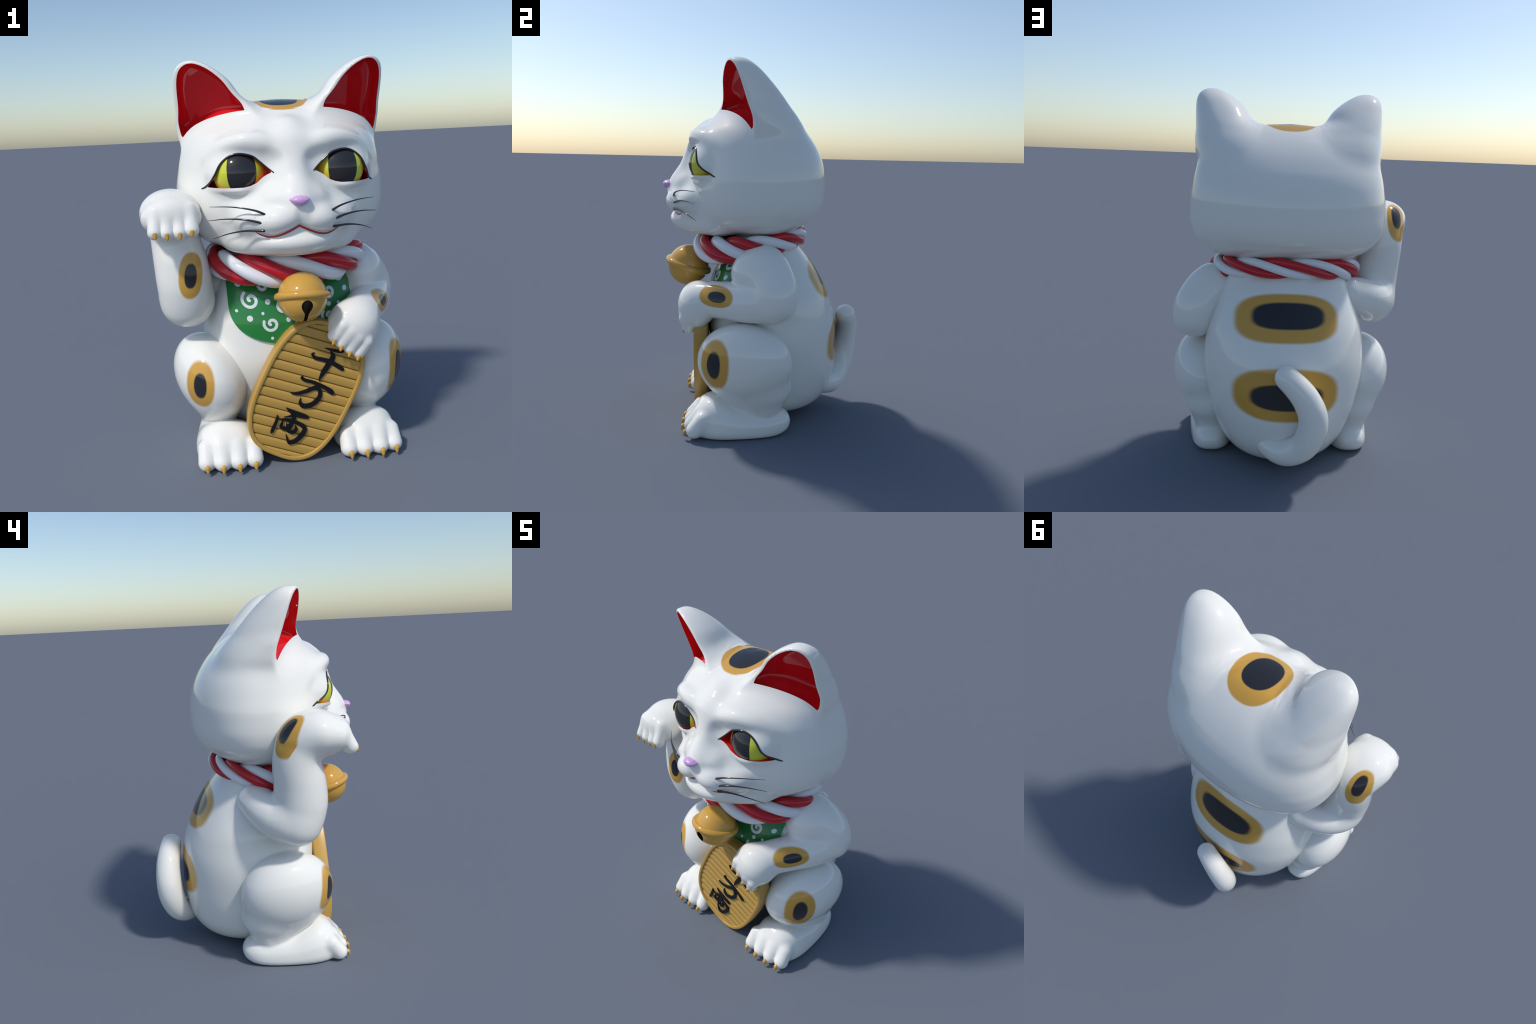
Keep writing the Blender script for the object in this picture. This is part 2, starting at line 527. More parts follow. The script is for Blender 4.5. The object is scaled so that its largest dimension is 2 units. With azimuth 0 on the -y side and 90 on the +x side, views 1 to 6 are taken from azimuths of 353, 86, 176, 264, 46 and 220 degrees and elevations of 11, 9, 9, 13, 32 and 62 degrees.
BRIDGE = [(0, -0.33, 1.64, 0.06), (0, -0.352, 1.60, 0.075), (0, -0.370, 1.55, 0.078), (0, -0.392, 1.495, 0.078), (0, -0.424, 1.43, 0.076), (0, -0.456, 1.39, 0.072), (0, -0.487, 1.345, 0.070), (0, -0.50, 1.30, 0.072)]
BROW = [(0.085, -0.392, 1.578, 0.034), (0.14, -0.397, 1.603, 0.040), (0.21, -0.384, 1.612, 0.042), (0.285, -0.347, 1.598, 0.040), (0.345, -0.292, 1.562, 0.032), (0.385, -0.235, 1.515, 0.018)]

LOWER_LID = [(0.125, -0.405, 1.450, 0.007), (0.172, -0.402, 1.412, 0.010), (0.23, -0.412, 1.393, 0.011), (0.28, -0.402, 1.391, 0.011), (0.33, -0.368, 1.394, 0.010), (0.385, -0.305, 1.399, 0.006)]

def head_core(p, loft_value=None):
    """Skull, brows, eyelids, nose bridge, muzzle and chin; p in symmetric coordinates (X >= 0)."""
    f = (head_loft(p) if loft_value is None else loft_value).copy()
    m = (p[:, 1] < -0.02) & (p[:, 2] > 1.0) & (p[:, 2] < 1.76)
    if m.any():
        f[m] = face(p[m], f[m])
    return f

def face(p, f):
    X, z = p[:, 0], p[:, 2]
    f = f + 0.020 * np.exp(-(X / 0.11) ** 2 - ((z - 1.69) / 0.06) ** 2)                                   # dip between the brows
    f = smin(f, chain(p, BROW, 3), 0.042)
    f = smin(f, chain(p, BRIDGE, 2), 0.07)
    f = smin(f, ellipsoid(p, (0.165, -0.295, 1.142), (0.165, 0.135, 0.076), rot(rz=25)), 0.05)               # jaw
    f = smin(f, ellipsoid(p, (0, -0.40, 1.150), (0.20, 0.150, 0.078)), 0.06)                               # chin
    f = smin(f, ellipsoid(p, (0.235, -0.302, 1.463), (0.158, 0.1235, 0.135)), 0.03)                         # eyelids
    f = smax(f, -ellipsoid(p, (0.125, -0.480, 1.518), (0.055, 0.045, 0.042), rot(rz=-20)), 0.05)                # hollow beside the bridge
    f = smax(f, -ellipsoid(p, (0.27, -0.452, 1.345), (0.10, 0.045, 0.020), rot(ry=-8, rz=26)), 0.035)       # hollow under the eye
    f = smin(f, chain(p, LOWER_LID, 3), 0.014)
    f = smin(f, ellipsoid(p, (0.055, -0.43, 1.335), (0.105, 0.098, 0.08)), 0.05)                           # root of the muzzle
    f = smin(f, ellipsoid(p, (0.150, -0.40, 1.255), (0.130, 0.105, 0.085)), 0.05)                          # cheek
    puff = ellipsoid(p, (0.078, -0.455, 1.258), (0.118, 0.114, 0.080), rot(ry=10))
    f = smin(f, puff, 0.022)
    f = smax(f, 0.015 - np.hypot(X, (p[:, 1] + 0.588) * 0.8) - 4 * np.maximum(np.abs(z - 1.27) - 0.045, 0), 0.022)    # philtrum
    if MOUTH_3D is None:
        return f
    m = (z > 1.13) & (z < 1.28) & (X < 0.24) & (p[:, 1] < -0.42)
    if m.any():
        f[m] = smax(f[m], -chain(p[m], MOUTH_3D, 2), 0.010)
    return f

MOUTH = [(0, 1.227), (.045, 1.204), (.092, 1.185), (.132, 1.179), (.165, 1.186), (.192, 1.201)]
MOUTH_3D = None

EYE = [(.100, 1.468), (.138, 1.508), (.17, 1.538), (.197, 1.552), (.233, 1.558), (.273, 1.555), (.314, 1.531), (.342, 1.492), (.362, 1.45),
       (.393, 1.408), (.36, 1.405), (.32, 1.404), (.28, 1.403), (.23, 1.404), (.20, 1.41), (.172, 1.422), (.143, 1.446), (.12, 1.459)]

EAR_N = unit((0.349, -0.885, -0.307))
EAR_P = np.array((0.446, -0.222, 1.985))
EAR_X = pchip([1.28, 1.45, 1.53, 1.60, 1.65, 1.70, 1.78, 1.84, 1.90, 1.95, 1.985, 2.0], [0.20, 0.24, 0.268, 0.288, 0.308, 0.316, 0.334, 0.3625, 0.383, 0.4085, 0.426, 0.431], 0.012)
ear_loft = loft([  # z, half width, front (cut off later), back
    (1.28, 0.02, -0.19, -0.16), (1.36, 0.09, -0.23, -0.06), (1.45, 0.135, -0.27, 0.05), (1.53, 0.162, -0.29, 0.115), (1.60, 0.185, -0.31, 0.145), (1.65, 0.203, -0.33, 0.150), (1.70, 0.205, -0.33, 0.138), (1.78, 0.184, -0.33, 0.092), (1.84, 0.157, -0.32, 0.043),
    (1.90, 0.136, -0.31, -0.012), (1.95, 0.103, -0.29, -0.066), (1.985, 0.060, -0.25, -0.120), (2.0, 0.012, -0.20, -0.175)], -0.175, 2.0, 2.3, 0.010)
RIM_A, RIM_B = np.array((0.190, -0.222, 1.745)), np.array((0.458, -0.104, 1.652))     # lower edge of the ear opening
FLOOR_N = unit(np.cross(RIM_B - RIM_A, (0.0, 0.894, 0.447)))
WALL = 0.0155

def ear_hull(p):
    f = np.full(len(p), 0.5)
    m = p[:, 2] > 1.20
    if m.any():
        q = p[m]
        f[m] = ear_loft(np.stack([q[:, 0] - EAR_X(q[:, 2]), q[:, 1], q[:, 2]], 1))
    return f

def ear_solid(p, hull=None):
    return smax(ear_hull(p) if hull is None else hull, (p - EAR_P) @ EAR_N, 0.012)

def head_outer(p):
    q = mirror_x(p)
    return smin(head_core(q), ear_solid(q), 0.08)

def ear_cavity(p, q=None, hull=None, base=None):
    if q is None:
        q = mirror_x(p)
        hull, base = ear_hull(q), head_loft(q)
    plane = (q - EAR_P) @ EAR_N
    c = smax(hull + WALL, -(plane + 0.102 + 0.13 * (q[:, 0] - 0.38)), 0.06)
    along = (q - RIM_A) @ (RIM_B - RIM_A) / ((RIM_B - RIM_A) @ (RIM_B - RIM_A))
    floor = (q - RIM_A) @ FLOOR_N - 0.022 * np.exp(-((along - 0.45) / 0.3) ** 2)
    return np.maximum(smax(c, -floor, 0.02), plane - 0.016)

def eye_cut(p):
    q = mirror_x(p)
    near = (q[:, 1] < -0.12) & (q[:, 2] > 1.34) & (q[:, 2] < 1.62)
    d = np.full(len(q), 0.2)
    if near.any():
        s = q[near]
        d[near] = np.maximum(polygon2d(s[:, 0], s[:, 2], EYE), -(head_core(s) + 0.055))
    return d

def cuts(p):
    return np.minimum(ear_cavity(p), eye_cut(p))

def head_field(p):
    q = mirror_x(p)
    base, hull = head_loft(q), ear_hull(q)
    out = smin(head_core(q, base), ear_solid(q, hull), 0.08)
    return np.maximum(out, -np.minimum(ear_cavity(p, q, hull, base), eye_cut(p)))

MOUTH_3D = [(x, y - 0.002, z, r) for (x, z), y, r in zip(MOUTH, front_point(head_core, [m[0] for m in MOUTH], [m[1] for m in MOUTH]), (0.011, 0.012, 0.012, 0.011, 0.009, 0.005))]
H = 0.0055
V, Q = surface(head_field, (-0.52, -0.64, 1.03), (0.64, 0.36, 2.03), H)
cen = V[Q].mean(1)
carved = (np.abs(cuts(cen)) < np.abs(head_outer(cen))).astype(int)
V = snap_border(V, Q, carved, head_outer, cuts, H)
cen = V[Q].mean(1)
N_out, N_cut = normals_of(head_outer, V, 0.0022, Q[carved == 0]), -normals_of(cuts, V, 0.0022)
q = mirror_x(cen)
is_ear = (ear_solid(q) < head_core(q) - 0.012)
side = cen[:, 0] > X0
head = region("head", V, Q, N_out, (carved == 0) & ~is_ear, M_head)
for s in (False, True):
    region("ear", V, Q, N_out, (carved == 0) & is_ear & (side == s), M_head)
    region("ear_lining", V, Q, N_cut, (carved == 1) & (cen[:, 2] > 1.62) & (side == s), M_ear, head)
    region("eye_corner", V, Q, N_cut, (carved == 1) & (cen[:, 2] < 1.62) & (side == s), M_lid, head)

def core_front(X, z):
    return front_point(head_core, np.abs(X), z)

# eyeballs, eyeliner, nose, lips, whiskers
def ball(name, r, mat, seg=64):
    prof = [(r * math.sin(t), -r * math.cos(t)) for t in np.linspace(0.02, math.pi - 0.02, seg // 2)]
    V, Q = revolve(prof, seg)
    return make_mesh(name, V, Q, mat)
eye_mesh = ball("eye", 0.121, M_eye)
for s in (-1, 1):
    eye = add("eye", eye_mesh, head)
    eye.location = (X0 + s * 0.238, -0.313, 1.467)
    eye.scale = (1.05, 1.0, 1.0)

LINER = [(.094, 1.467, .0028), (.121, 1.490, .0036), (.158, 1.523, .0042), (.187, 1.545, .0046), (.233, 1.557, .0050), (.271, 1.555, .0052), (.306, 1.538, .0054),
         (.336, 1.509, .0054), (.361, 1.463, .0050), (.384, 1.427, .0048), (.403, 1.408, .0045), (.418, 1.401, .0030)]
L = spline(LINER, 6)
Ly = core_front(L[:, 0], L[:, 1])
for s in (-1, 1):
    tube("eyeliner", np.stack([X0 + s * L[:, 0], Ly - 0.001, L[:, 1], L[:, 2]], 1), M_black, 10, parent=head)

NOSE = [(-.050, 1.350), (-.026, 1.364), (0, 1.368), (.026, 1.364), (.050, 1.350), (.030, 1.328), (0, 1.312), (-.030, 1.328)]
def nose_field(p):
    q = centre_x(p)
    return smax(polygon2d(q[:, 0], q[:, 2], NOSE), ellipsoid(q, (0, -0.549, 1.346), (0.060, 0.044, 0.038)), 0.020)
V, Q = surface(nose_field, (X0 - 0.07, -0.61, 1.29), (X0 + 0.07, -0.52, 1.39), 0.003)
region("nose", V, Q, normals_of(nose_field, V, 0.001), np.ones(len(Q), bool), M_nose, head)

half = spline(MOUTH, 6)
Mo = np.vstack([half[:0:-1] * (-1, 1), half])
My = core_front(Mo[:, 0], Mo[:, 1])
Mr = 0.0054 * np.sqrt(np.clip(1 - (np.abs(Mo[:, 0]) / 0.2) ** 4, 0.05, 1))
tube("lip", np.stack([X0 + Mo[:, 0], My + 0.001, Mo[:, 1], Mr], 1), M_lip, 8, parent=head)

WHISKERS = [[(.147, -.522, 1.282), (.200, -.510, 1.306), (.290, -.468, 1.322), (.392, -.393, 1.322)],
            [(.159, -.522, 1.245), (.235, -.492, 1.263), (.320, -.447, 1.267), (.405, -.395, 1.258)],
            [(.163, -.520, 1.212), (.240, -.482, 1.212), (.315, -.442, 1.198), (.385, -.388, 1.170)]]
for s in (-1, 1):
    for w in WHISKERS:
        P = spline(w, 8)
        r = np.linspace(0.0064, 0.0011, len(P))
        tube("whisker", np.stack([X0 + s * P[:, 0], P[:, 1], P[:, 2], r], 1), M_black, 8, parent=head)
rng = np.random.default_rng(4)
DV, DQ = [], []
DX, DZ, DR = 0.122 + 0.085 * rng.random(32), 1.212 + 0.085 * rng.random(32), 0.0013 + 0.0011 * rng.random(32)
for X, z, y, r, s in zip(DX, DZ, core_front(DX, DZ), DR, [-1, 1] * 16):
    vv, qq = revolve([(r * math.sin(t), -r * math.cos(t)) for t in np.linspace(0.2, 2.94, 6)], 8)
    DQ += [tuple(a + len(DV) for a in f) for f in qq]
    DV += [(v[0] + X0 + s * X, v[1] + y + 0.0008, v[2] + z) for v in vv]
d = add("whisker_dots", make_mesh("whisker_dots", DV, DQ, M_dot), head)
d["kind"] = "stuff"

# ------------------------------------------------------------------ TORSO
torso_loft = loft([
    (0.010, 0.03, 0.08, 0.14), (0.022, 0.18, -0.04, 0.240), (0.05, 0.255, -0.10, 0.312), (0.10, 0.310, -0.15, 0.370), (0.20, 0.366, -0.22, 0.420), (0.35, 0.412, -0.285, 0.441),
    (0.54, 0.440, -0.325, 0.434), (0.70, 0.427, -0.318, 0.389), (0.84, 0.384, -0.280, 0.322), (0.93, 0.350, -0.226, 0.259), (1.00, 0.320, -0.180, 0.203),
    (1.08, 0.28, -0.17, 0.145), (1.12, 0.02, -0.03, 0.03)], 0.05, 2.7, 2.06, 0.02)

def torso_field(p):
    return torso_loft(centre_x(p))

V, Q = surface(torso_field, (-0.46, -0.40, -0.02), (0.56, 0.50, 1.16), 0.009)
region("torso", V, Q, normals_of(torso_field, V, 0.004, Q), np.ones(len(Q), bool), M_torso)

# ------------------------------------------------------------------ ARMS
def claw_mesh():
    V, Q = revolve([(0.0152 * math.sin(min(1, t * 3) * math.pi / 2) * (1 - t) ** 0.42 + 0.0006, 0.018 - 0.043 * t) for t in np.linspace(0, 0.99, 18)], 16)
    V = np.array(V)
    V[:, 1] = V[:, 1] * 0.85 - 0.006 * ((0.018 - V[:, 2]) / 0.043) ** 1.3 + 0.004
    return make_mesh("claw", V, Q, M_gold)
CLAW = claw_mesh()

def claw(parent, at, direction, scale=1.0, roll=(0, -1, 0)):
    """Place a claw: its tip points along direction, its curved back faces roll."""
    z = -unit(direction)
    y = -np.array(roll, float); y = unit(y - z * (y @ z))
    x = np.cross(y, z)
    ob = add("claw", CLAW, parent)
    ob.matrix_world = Matrix(((x[0], y[0], z[0], at[0]), (x[1], y[1], z[1], at[1]), (x[2], y[2], z[2], at[2]), (0, 0, 0, 1))) @ Matrix.Scale(scale, 4)

TOES_UP = [(-0.597, 1.214), (-0.543, 1.208), (-0.484, 1.208), (-0.429, 1.216)]
def arm_up(p):
    f = chain(p, [(-0.30, 0.02, 0.90, 0.10), (-0.40, -0.025, 0.872, 0.106), (-0.452, -0.10, 0.845, 0.124), (-0.466, -0.165, 0.835, 0.132)])
    g = chain(p, [(-0.466, -0.165, 0.835, 0.132), (-0.474, -0.190, 0.92, 0.139), (-0.487, -0.188, 1.03, 0.134), (-0.506, -0.172, 1.15, 0.122), (-0.516, -0.19, 1.25, 0.119)])
    f = smin(f, g, 0.035)
    f = smin(f, ellipsoid(p, (-0.522, -0.278, 1.292), (0.146, 0.146, 0.114), rot(rx=12)), 0.05)
    f = smin(f, ellipsoid(p, (-0.517, -0.365, 1.278), (0.138, 0.060, 0.085), rot(rx=25)), 0.04)
    t = None
    for x, z in TOES_UP:
        c = capsule(p, (x * 0.94 - 0.031, -0.386, z + 0.100), (x, -0.427, z + 0.010), 0.030, 0.035)
        t = c if t is None else smin(t, c, 0.005)
    return smin(f, t, 0.018)

TOES_DOWN = [(0.222, 0.648), (0.258, 0.613), (0.300, 0.580), (0.342, 0.556)]
FIN = unit((-0.45, 0.0, -0.89))
def arm_down(p):
    f = chain(p, [(0.36, -0.02, 0.93, 0.10), (0.455, -0.02, 0.908, 0.132), (0.530, 0.02, 0.82, 0.130), (0.545, 0.025, 0.765, 0.120)])
    g = chain(p, [(0.545, 0.025, 0.765, 0.120), (0.510, -0.10, 0.745, 0.108), (0.450, -0.22, 0.743, 0.102), (0.390, -0.32, 0.735, 0.099), (0.355, -0.37, 0.708, 0.099)])
    f = smin(f, ellipsoid(p, (0.450, -0.055, 0.890), (0.125, 0.145, 0.140)), 0.04)
    f = smin(f, g, 0.016)
    f = smin(f, ellipsoid(p, (0.332, -0.385, 0.694), (0.128, 0.096, 0.127), rot(ry=30)), 0.05)
    t = None
    for x, z in TOES_DOWN:
        a = np.array((x, -0.422, z))
        c = capsule(p, a - FIN * 0.080 + (0.006, -0.028, 0), a + FIN * -0.014 + (0, -0.006, 0), 0.031, 0.034)
        t = c if t is None else smin(t, c, 0.004)
    return smin(f, t, 0.019)

def limb(f, lo, hi, h, names, far, mats, k=0.0025):
    """Mesh a limb and split it in two named parts without a seam."""
    V, Q = surface(f, lo, hi, h)
    N = normals_of(f, V, k, Q)
    m = far(V[Q].mean(1))
    return [region(n, V, Q, N, s, mats) for n, s in zip(names, (~m, m))]

arm, paw = limb(arm_up, (-0.72, -0.52, 0.64), (-0.16, 0.16, 1.46), 0.0052, ("arm", "paw"), lambda c: (c[:, 2] > 1.17) & (c[:, 1] < -0.02 - 0.9 * (1.27 - c[:, 2])), M_arm_up)
for (x, z), t in zip(TOES_UP, (0.12, 0.05, 0.02, -0.03)):
    claw(paw, (x, -0.457, z + 0.004), (t, -0.10, -1), 0.95)
arm2, paw2 = limb(arm_down, (0.14, -0.56, 0.48), (0.72, 0.20, 1.08), 0.0052, ("arm", "paw"), lambda c: (c[:, 0] - 0.42) - 1.2 * (c[:, 1] + 0.33) < 0, M_arm_down)
for x, z in TOES_DOWN:
    a = np.array((x, -0.457, z)) + FIN * 0.006
    claw(paw2, a, (FIN[0], -0.1, FIN[2]), 0.85)

# ------------------------------------------------------------------ LEGS (mirrored pair)
TOES_FOOT = [(0.243, -0.404), (0.324, -0.410), (0.405, -0.408), (0.483, -0.392)]
foot_loft = loft([  # z, half width, front y, heel y
    (0.0, 0.146, -0.388, 0.085), (0.02, 0.162, -0.404, 0.110), (0.05, 0.168, -0.410, 0.131), (0.09, 0.166, -0.408, 0.138), (0.13, 0.157, -0.392, 0.128),
    (0.17, 0.136, -0.364, 0.095), (0.20, 0.096, -0.322, 0.02), (0.213, 0.03, -0.29, -0.10)], -0.15, 3.0, 2.6, 0.006)
FOOT_H = pchip([-0.6, -0.30, -0.22, -0.12, 0.0, 0.08, 0.3], [1.0, 1.0, 0.88, 0.70, 0.66, 0.74, 0.80], 0.02)
def leg_half(q):
    thigh = ellipsoid(q, (0.424, -0.120, 0.406), (0.178, 0.258, 0.237), rot(ry=23, rz=-12))
    calf = ellipsoid(q, (0.402, -0.005, 0.258), (0.128, 0.143, 0.108))
    shin = chain(q, [(0.395, -0.17, 0.33, 0.125), (0.385, -0.13, 0.26, 0.118), (0.385, -0.075, 0.205, 0.112), (0.388, -0.01, 0.165, 0.104)])
    up = smin(smin(thigh, shin, 0.05), calf, 0.05)
    s = np.clip((q[:, 1] + 0.28) / 0.30, 0, 1); s = s * s * (3 - 2 * s)
    k = 1 - 0.29 * s
    tall = FOOT_H(q[:, 1])
    foot = foot_loft(np.stack([(q[:, 0] - 0.363 - 0.027 * s) / k, q[:, 1], q[:, 2] / tall], 1)) * 0.85 * np.minimum(tall, 1)
    t = None
    for x, y in TOES_FOOT:
        c = capsule(q, (x, y + 0.045, 0.102), (x, y + 0.004, 0.048), 0.040, 0.044)
        t = c if t is None else smin(t, c, 0.006)
    foot = smin(foot, t, 0.022)
    f = smin(up, foot, 0.016)
    return smax(f, -q[:, 2], 0.006)

V1, Q1 = surface(leg_half, (0.17, -0.50, -0.02), (0.65, 0.20, 0.68), 0.0055)
N1 = normals_of(leg_half, V1, 0.0025, Q1)
for s in (-1, 1):
    V, N = V1 * (s, 1, 1) + (X0, 0, 0), N1 * (s, 1, 1)
    Q = Q1 if s > 0 else Q1[:, ::-1]
    c = V[Q].mean(1)
    low = c[:, 2] < 0.14 + 0.15 * (-c[:, 1] - 0.1)
    region("leg", V, Q, N, ~low, M_leg)
    foot = region("foot", V, Q, N, low, M_leg)
    for i, (x, y) in enumerate(TOES_FOOT):
        claw(foot, (X0 + s * x, y - 0.048, 0.040), (s * (0.06 - 0.04 * i), -0.12, -1), 0.98)

# ------------------------------------------------------------------ TAIL
TAIL = [(0.13, 0.27, 0.21, 0.062), (0.08, 0.375, 0.168, 0.063), (0.0, 0.445, 0.158, 0.068), (-0.08, 0.495, 0.21, 0.070), (-0.12, 0.525, 0.30, 0.074), (-0.122, 0.535, 0.39, 0.074),
        (-0.085, 0.535, 0.475, 0.070), (-0.035, 0.525, 0.535, 0.065), (0.012, 0.512, 0.575, 0.060)]
P = spline(TAIL, 8); P[:, 0] += X0; P[:, 1] -= 0.012
tube("tail", P, M_white, 32)

# ------------------------------------------------------------------ ROPE COLLAR: four twisted strands
TURNS = 3.5
def rope_strand(phase):
    out = []
    for t in np.linspace(0, 2 * math.pi, 560, endpoint=False):   # t = 0 in front, growing towards +x
        front = 0.5 + 0.5 * math.cos(t)
        R = 0.055 + 0.030 * front ** 1.3
        d = np.array((math.sin(t), -math.cos(t), 0.0))
        c = np.array((X0 + 0.366 * math.sin(t), -0.072 - 0.272 * math.cos(t), 1.064 - 0.080 * front))
        nrm = unit((d[0] / 0.366, d[1] / 0.272, 0.0))
        a = phase - TURNS * t
        r = R * 0.586
        out.append((*(c + nrm * r * 0.9 * math.cos(a) + np.array((0, 0, 1)) * r * 1.02 * math.sin(a)), R * 0.415))
    return out
collar = None
for i, mat in enumerate((M_red, M_rope)):
    # each colour is one closed strand that runs round twice
    pts = rope_strand(math.radians(-34) + i * math.pi / 2) + rope_strand(math.radians(-34) + i * math.pi / 2 - TURNS * 2 * math.pi)
    ob = tube("rope_strand", pts, mat, 14, closed=True, parent=collar)
    if collar is None:
        ob.name = "rope_collar"; collar = ob

# ------------------------------------------------------------------ BIB with printed swirls
def skin(f, X, z, off):
    """Points on the chest in front of (X, z), lifted by off along the surface normal."""
    y = front_point(f, X, z, -0.5, 0.2)
    p = np.stack([X, y, z], 1)
    n = normals_of(f, p, 0.004)
    return p + n * off

BIB_Z, BIB_W, BIB_H = 0.80, 0.312, 0.192
nu, nv = 60, 50
rows = []
for v in np.linspace(0, 1, nv):
    z = 1.02 - v * (1.02 - (BIB_Z - BIB_H) - 0.0005)
    w = BIB_W if z > BIB_Z else BIB_W * (1 - ((BIB_Z - z) / BIB_H) ** 2.3) ** (1 / 2.3)
    rows.append([(u * w, z) for u in np.linspace(-1, 1, nu)])
g = np.array(rows).reshape(-1, 2)
fr, bk = skin(torso_loft, g[:, 0], g[:, 1], 0.011), skin(torso_loft, g[:, 0], g[:, 1], -0.004)
n = len(fr)
Vb = np.vstack([fr, bk]) + (X0, 0, 0)
Qb = []
for j in range(nv - 1):
    for i in range(nu - 1):
        a = j * nu + i
        Qb.append((a, a + nu, a + nu + 1, a + 1)); Qb.append((n + a, n + a + 1, n + a + nu + 1, n + a + nu))
edge = [j * nu for j in range(nv)] + [(nv - 1) * nu + i for i in range(1, nu)] + [j * nu + nu - 1 for j in range(nv - 2, -1, -1)]
Qb += [(a, n + a, n + b, b) for a, b in zip(edge[:-1], edge[1:])]
bib = add("bib", sharpen(make_mesh("bib", Vb, Qb, M_bib), 50))

def printed(name, line, w):
    """A flat painted stroke of half widths w along (X, z) points on the bib."""
    P = spline(line, 5) if len(line) > 2 else np.array(line)
    W = np.interp(np.linspace(0, 1, len(P)), np.linspace(0, 1, len(w)), w)
    T = np.gradient(P, axis=0); T /= np.linalg.norm(T, axis=1, keepdims=True)
    S = np.stack([-T[:, 1], T[:, 0]], 1)
    e0, e1 = P[0] - T[0] * W[0] * 0.7, P[-1] + T[-1] * W[-1] * 0.7
    P = np.vstack([e0, P, e1]); W = np.r_[W[0] * 0.55, W, W[-1] * 0.55]; S = np.vstack([S[0], S, S[-1]])
    A, Bq = P + S * W[:, None], P - S * W[:, None]
    m = len(P)
    top = np.vstack([skin(torso_loft, q[:, 0], q[:, 1], 0.0120) for q in (A, Bq)])
    low = np.vstack([skin(torso_loft, q[:, 0], q[:, 1], 0.0095) for q in (A, Bq)])
    V = np.vstack([top, low]) + (X0, 0, 0)
    Qs = []
    for i in range(m - 1):
        Qs += [(i, m + i, m + i + 1, i + 1), (i, i + 1, 2 * m + i + 1, 2 * m + i), (m + i, 3 * m + i, 3 * m + i + 1, m + i + 1)]
    Qs += [(0, 2 * m, 3 * m, m), (m - 1, 2 * m - 1, 4 * m - 1, 3 * m - 1)]
    return add(name, make_mesh(name, V, Qs, M_mark, smooth=False), bib)

def swirl(X, z, r, start, turns, hand):
    line = []
    for t in np.linspace(0, 1, 16):
        a = math.radians(start) + hand * t * turns * 2 * math.pi
        rr = 1.06 * r * (0.10 + 0.90 * t ** 0.8)
        line.append((X + rr * math.cos(a), z + rr * math.sin(a)))
    printed("bib_swirl", line, (0.0066, 0.0074, 0.0070))

for X, z, r, st, tn, hd in [(-.207, .827, .040, 220, 1.25, -1), (-.116, .713, .036, 230, 1.2, -1), (-.140, .892, .036, 60, 1.2, -1), (-.052, .790, .036, 80, 1.2, -1),
                            (.257, .912, .034, 160, 1.2, -1), (.185, .842, .036, 200, 1.2, -1), (.175, .728, .034, 210, 1.2, -1), (.024, .690, .034, 20, 1.2, -1),
                            (.06, .86, .034, 90, 1.2, -1), (.10, .65, .03, 10, 1.2, -1)]:
    swirl(X, z, r, st, tn, hd)
for X, z, r in [(-.259, .9, .0145), (-.126, .817, .013), (-.276, .776, .0075), (-.154, .764, .0075), (-.217, .741, .0145), (-.03, .729, .012), (-.047, .649, .011), (-.115, .642, .0075),
                (.277, .842, .0125), (.18, .784, .011), (.232, .783, .008), (.10, .76, .009), (.24, .70, .009), (.05, .63, .009)]:
    t = np.linspace(0, 2 * math.pi, 20, endpoint=False)
    c, sn = X + r * np.cos(t), z + r * np.sin(t)
    V = np.vstack([skin(torso_loft, c, sn, 0.0125), skin(torso_loft, c, sn, 0.0095)]) + (X0, 0, 0)
    Qs = [tuple(range(20))] + [(i, 20 + i, 20 + (i + 1) % 20, (i + 1) % 20) for i in range(20)]
    add("bib_dot", make_mesh("bib_dot", V, Qs, M_mark, smooth=False), bib)

# ------------------------------------------------------------------ BELL
BELL_C, BELL_R = np.array((0.073, -0.445, 0.873)), 0.119
BELL_M = Matrix.Translation(Vector(BELL_C)) @ Matrix.Rotation(math.radians(-17), 4, 'X') @ Matrix.Rotation(math.radians(2.5), 4, 'Y')
def bell_ball(p):
    return np.linalg.norm(p, axis=1) - BELL_R
def bell_cut(p):
    hole = np.hypot(p[:, 0], p[:, 2] + 0.050) - 0.0265
    slit = np.maximum(np.maximum(np.abs(p[:, 0]) - 0.0085, p[:, 2] + 0.055), -(p[:, 2] + 0.117))
    return np.maximum(np.maximum(smin(hole, slit, 0.02), p[:, 1]), -(np.linalg.norm(p, axis=1) - 0.095))
bell_field = lambda p: np.maximum(bell_ball(p), -bell_cut(p))
V, Q = surface(bell_field, (-0.13, -0.13, -0.13), (0.131, 0.131, 0.131), 0.0035)
cut = (np.abs(bell_cut(V[Q].mean(1))) < np.abs(bell_ball(V[Q].mean(1)))).astype(int)
V = snap_border(V, Q, cut, bell_ball, bell_cut, 0.0035)
N1, N2 = normals_of(bell_ball, V, 0.001), -normals_of(bell_cut, V, 0.001)
bell = region("bell", V, Q, N1, cut == 0, M_gold)
slot = region("bell_slot", V, Q, N2, cut == 1, M_slot, bell)
ring = [(0.118 * math.cos(t), 0.118 * math.sin(t), 0.003, 0.0195) for t in np.linspace(0, 2 * math.pi, 72, endpoint=False)]
tube("bell_rim", ring, M_gold, 18, closed=True, parent=bell)
bell.matrix_world = BELL_M

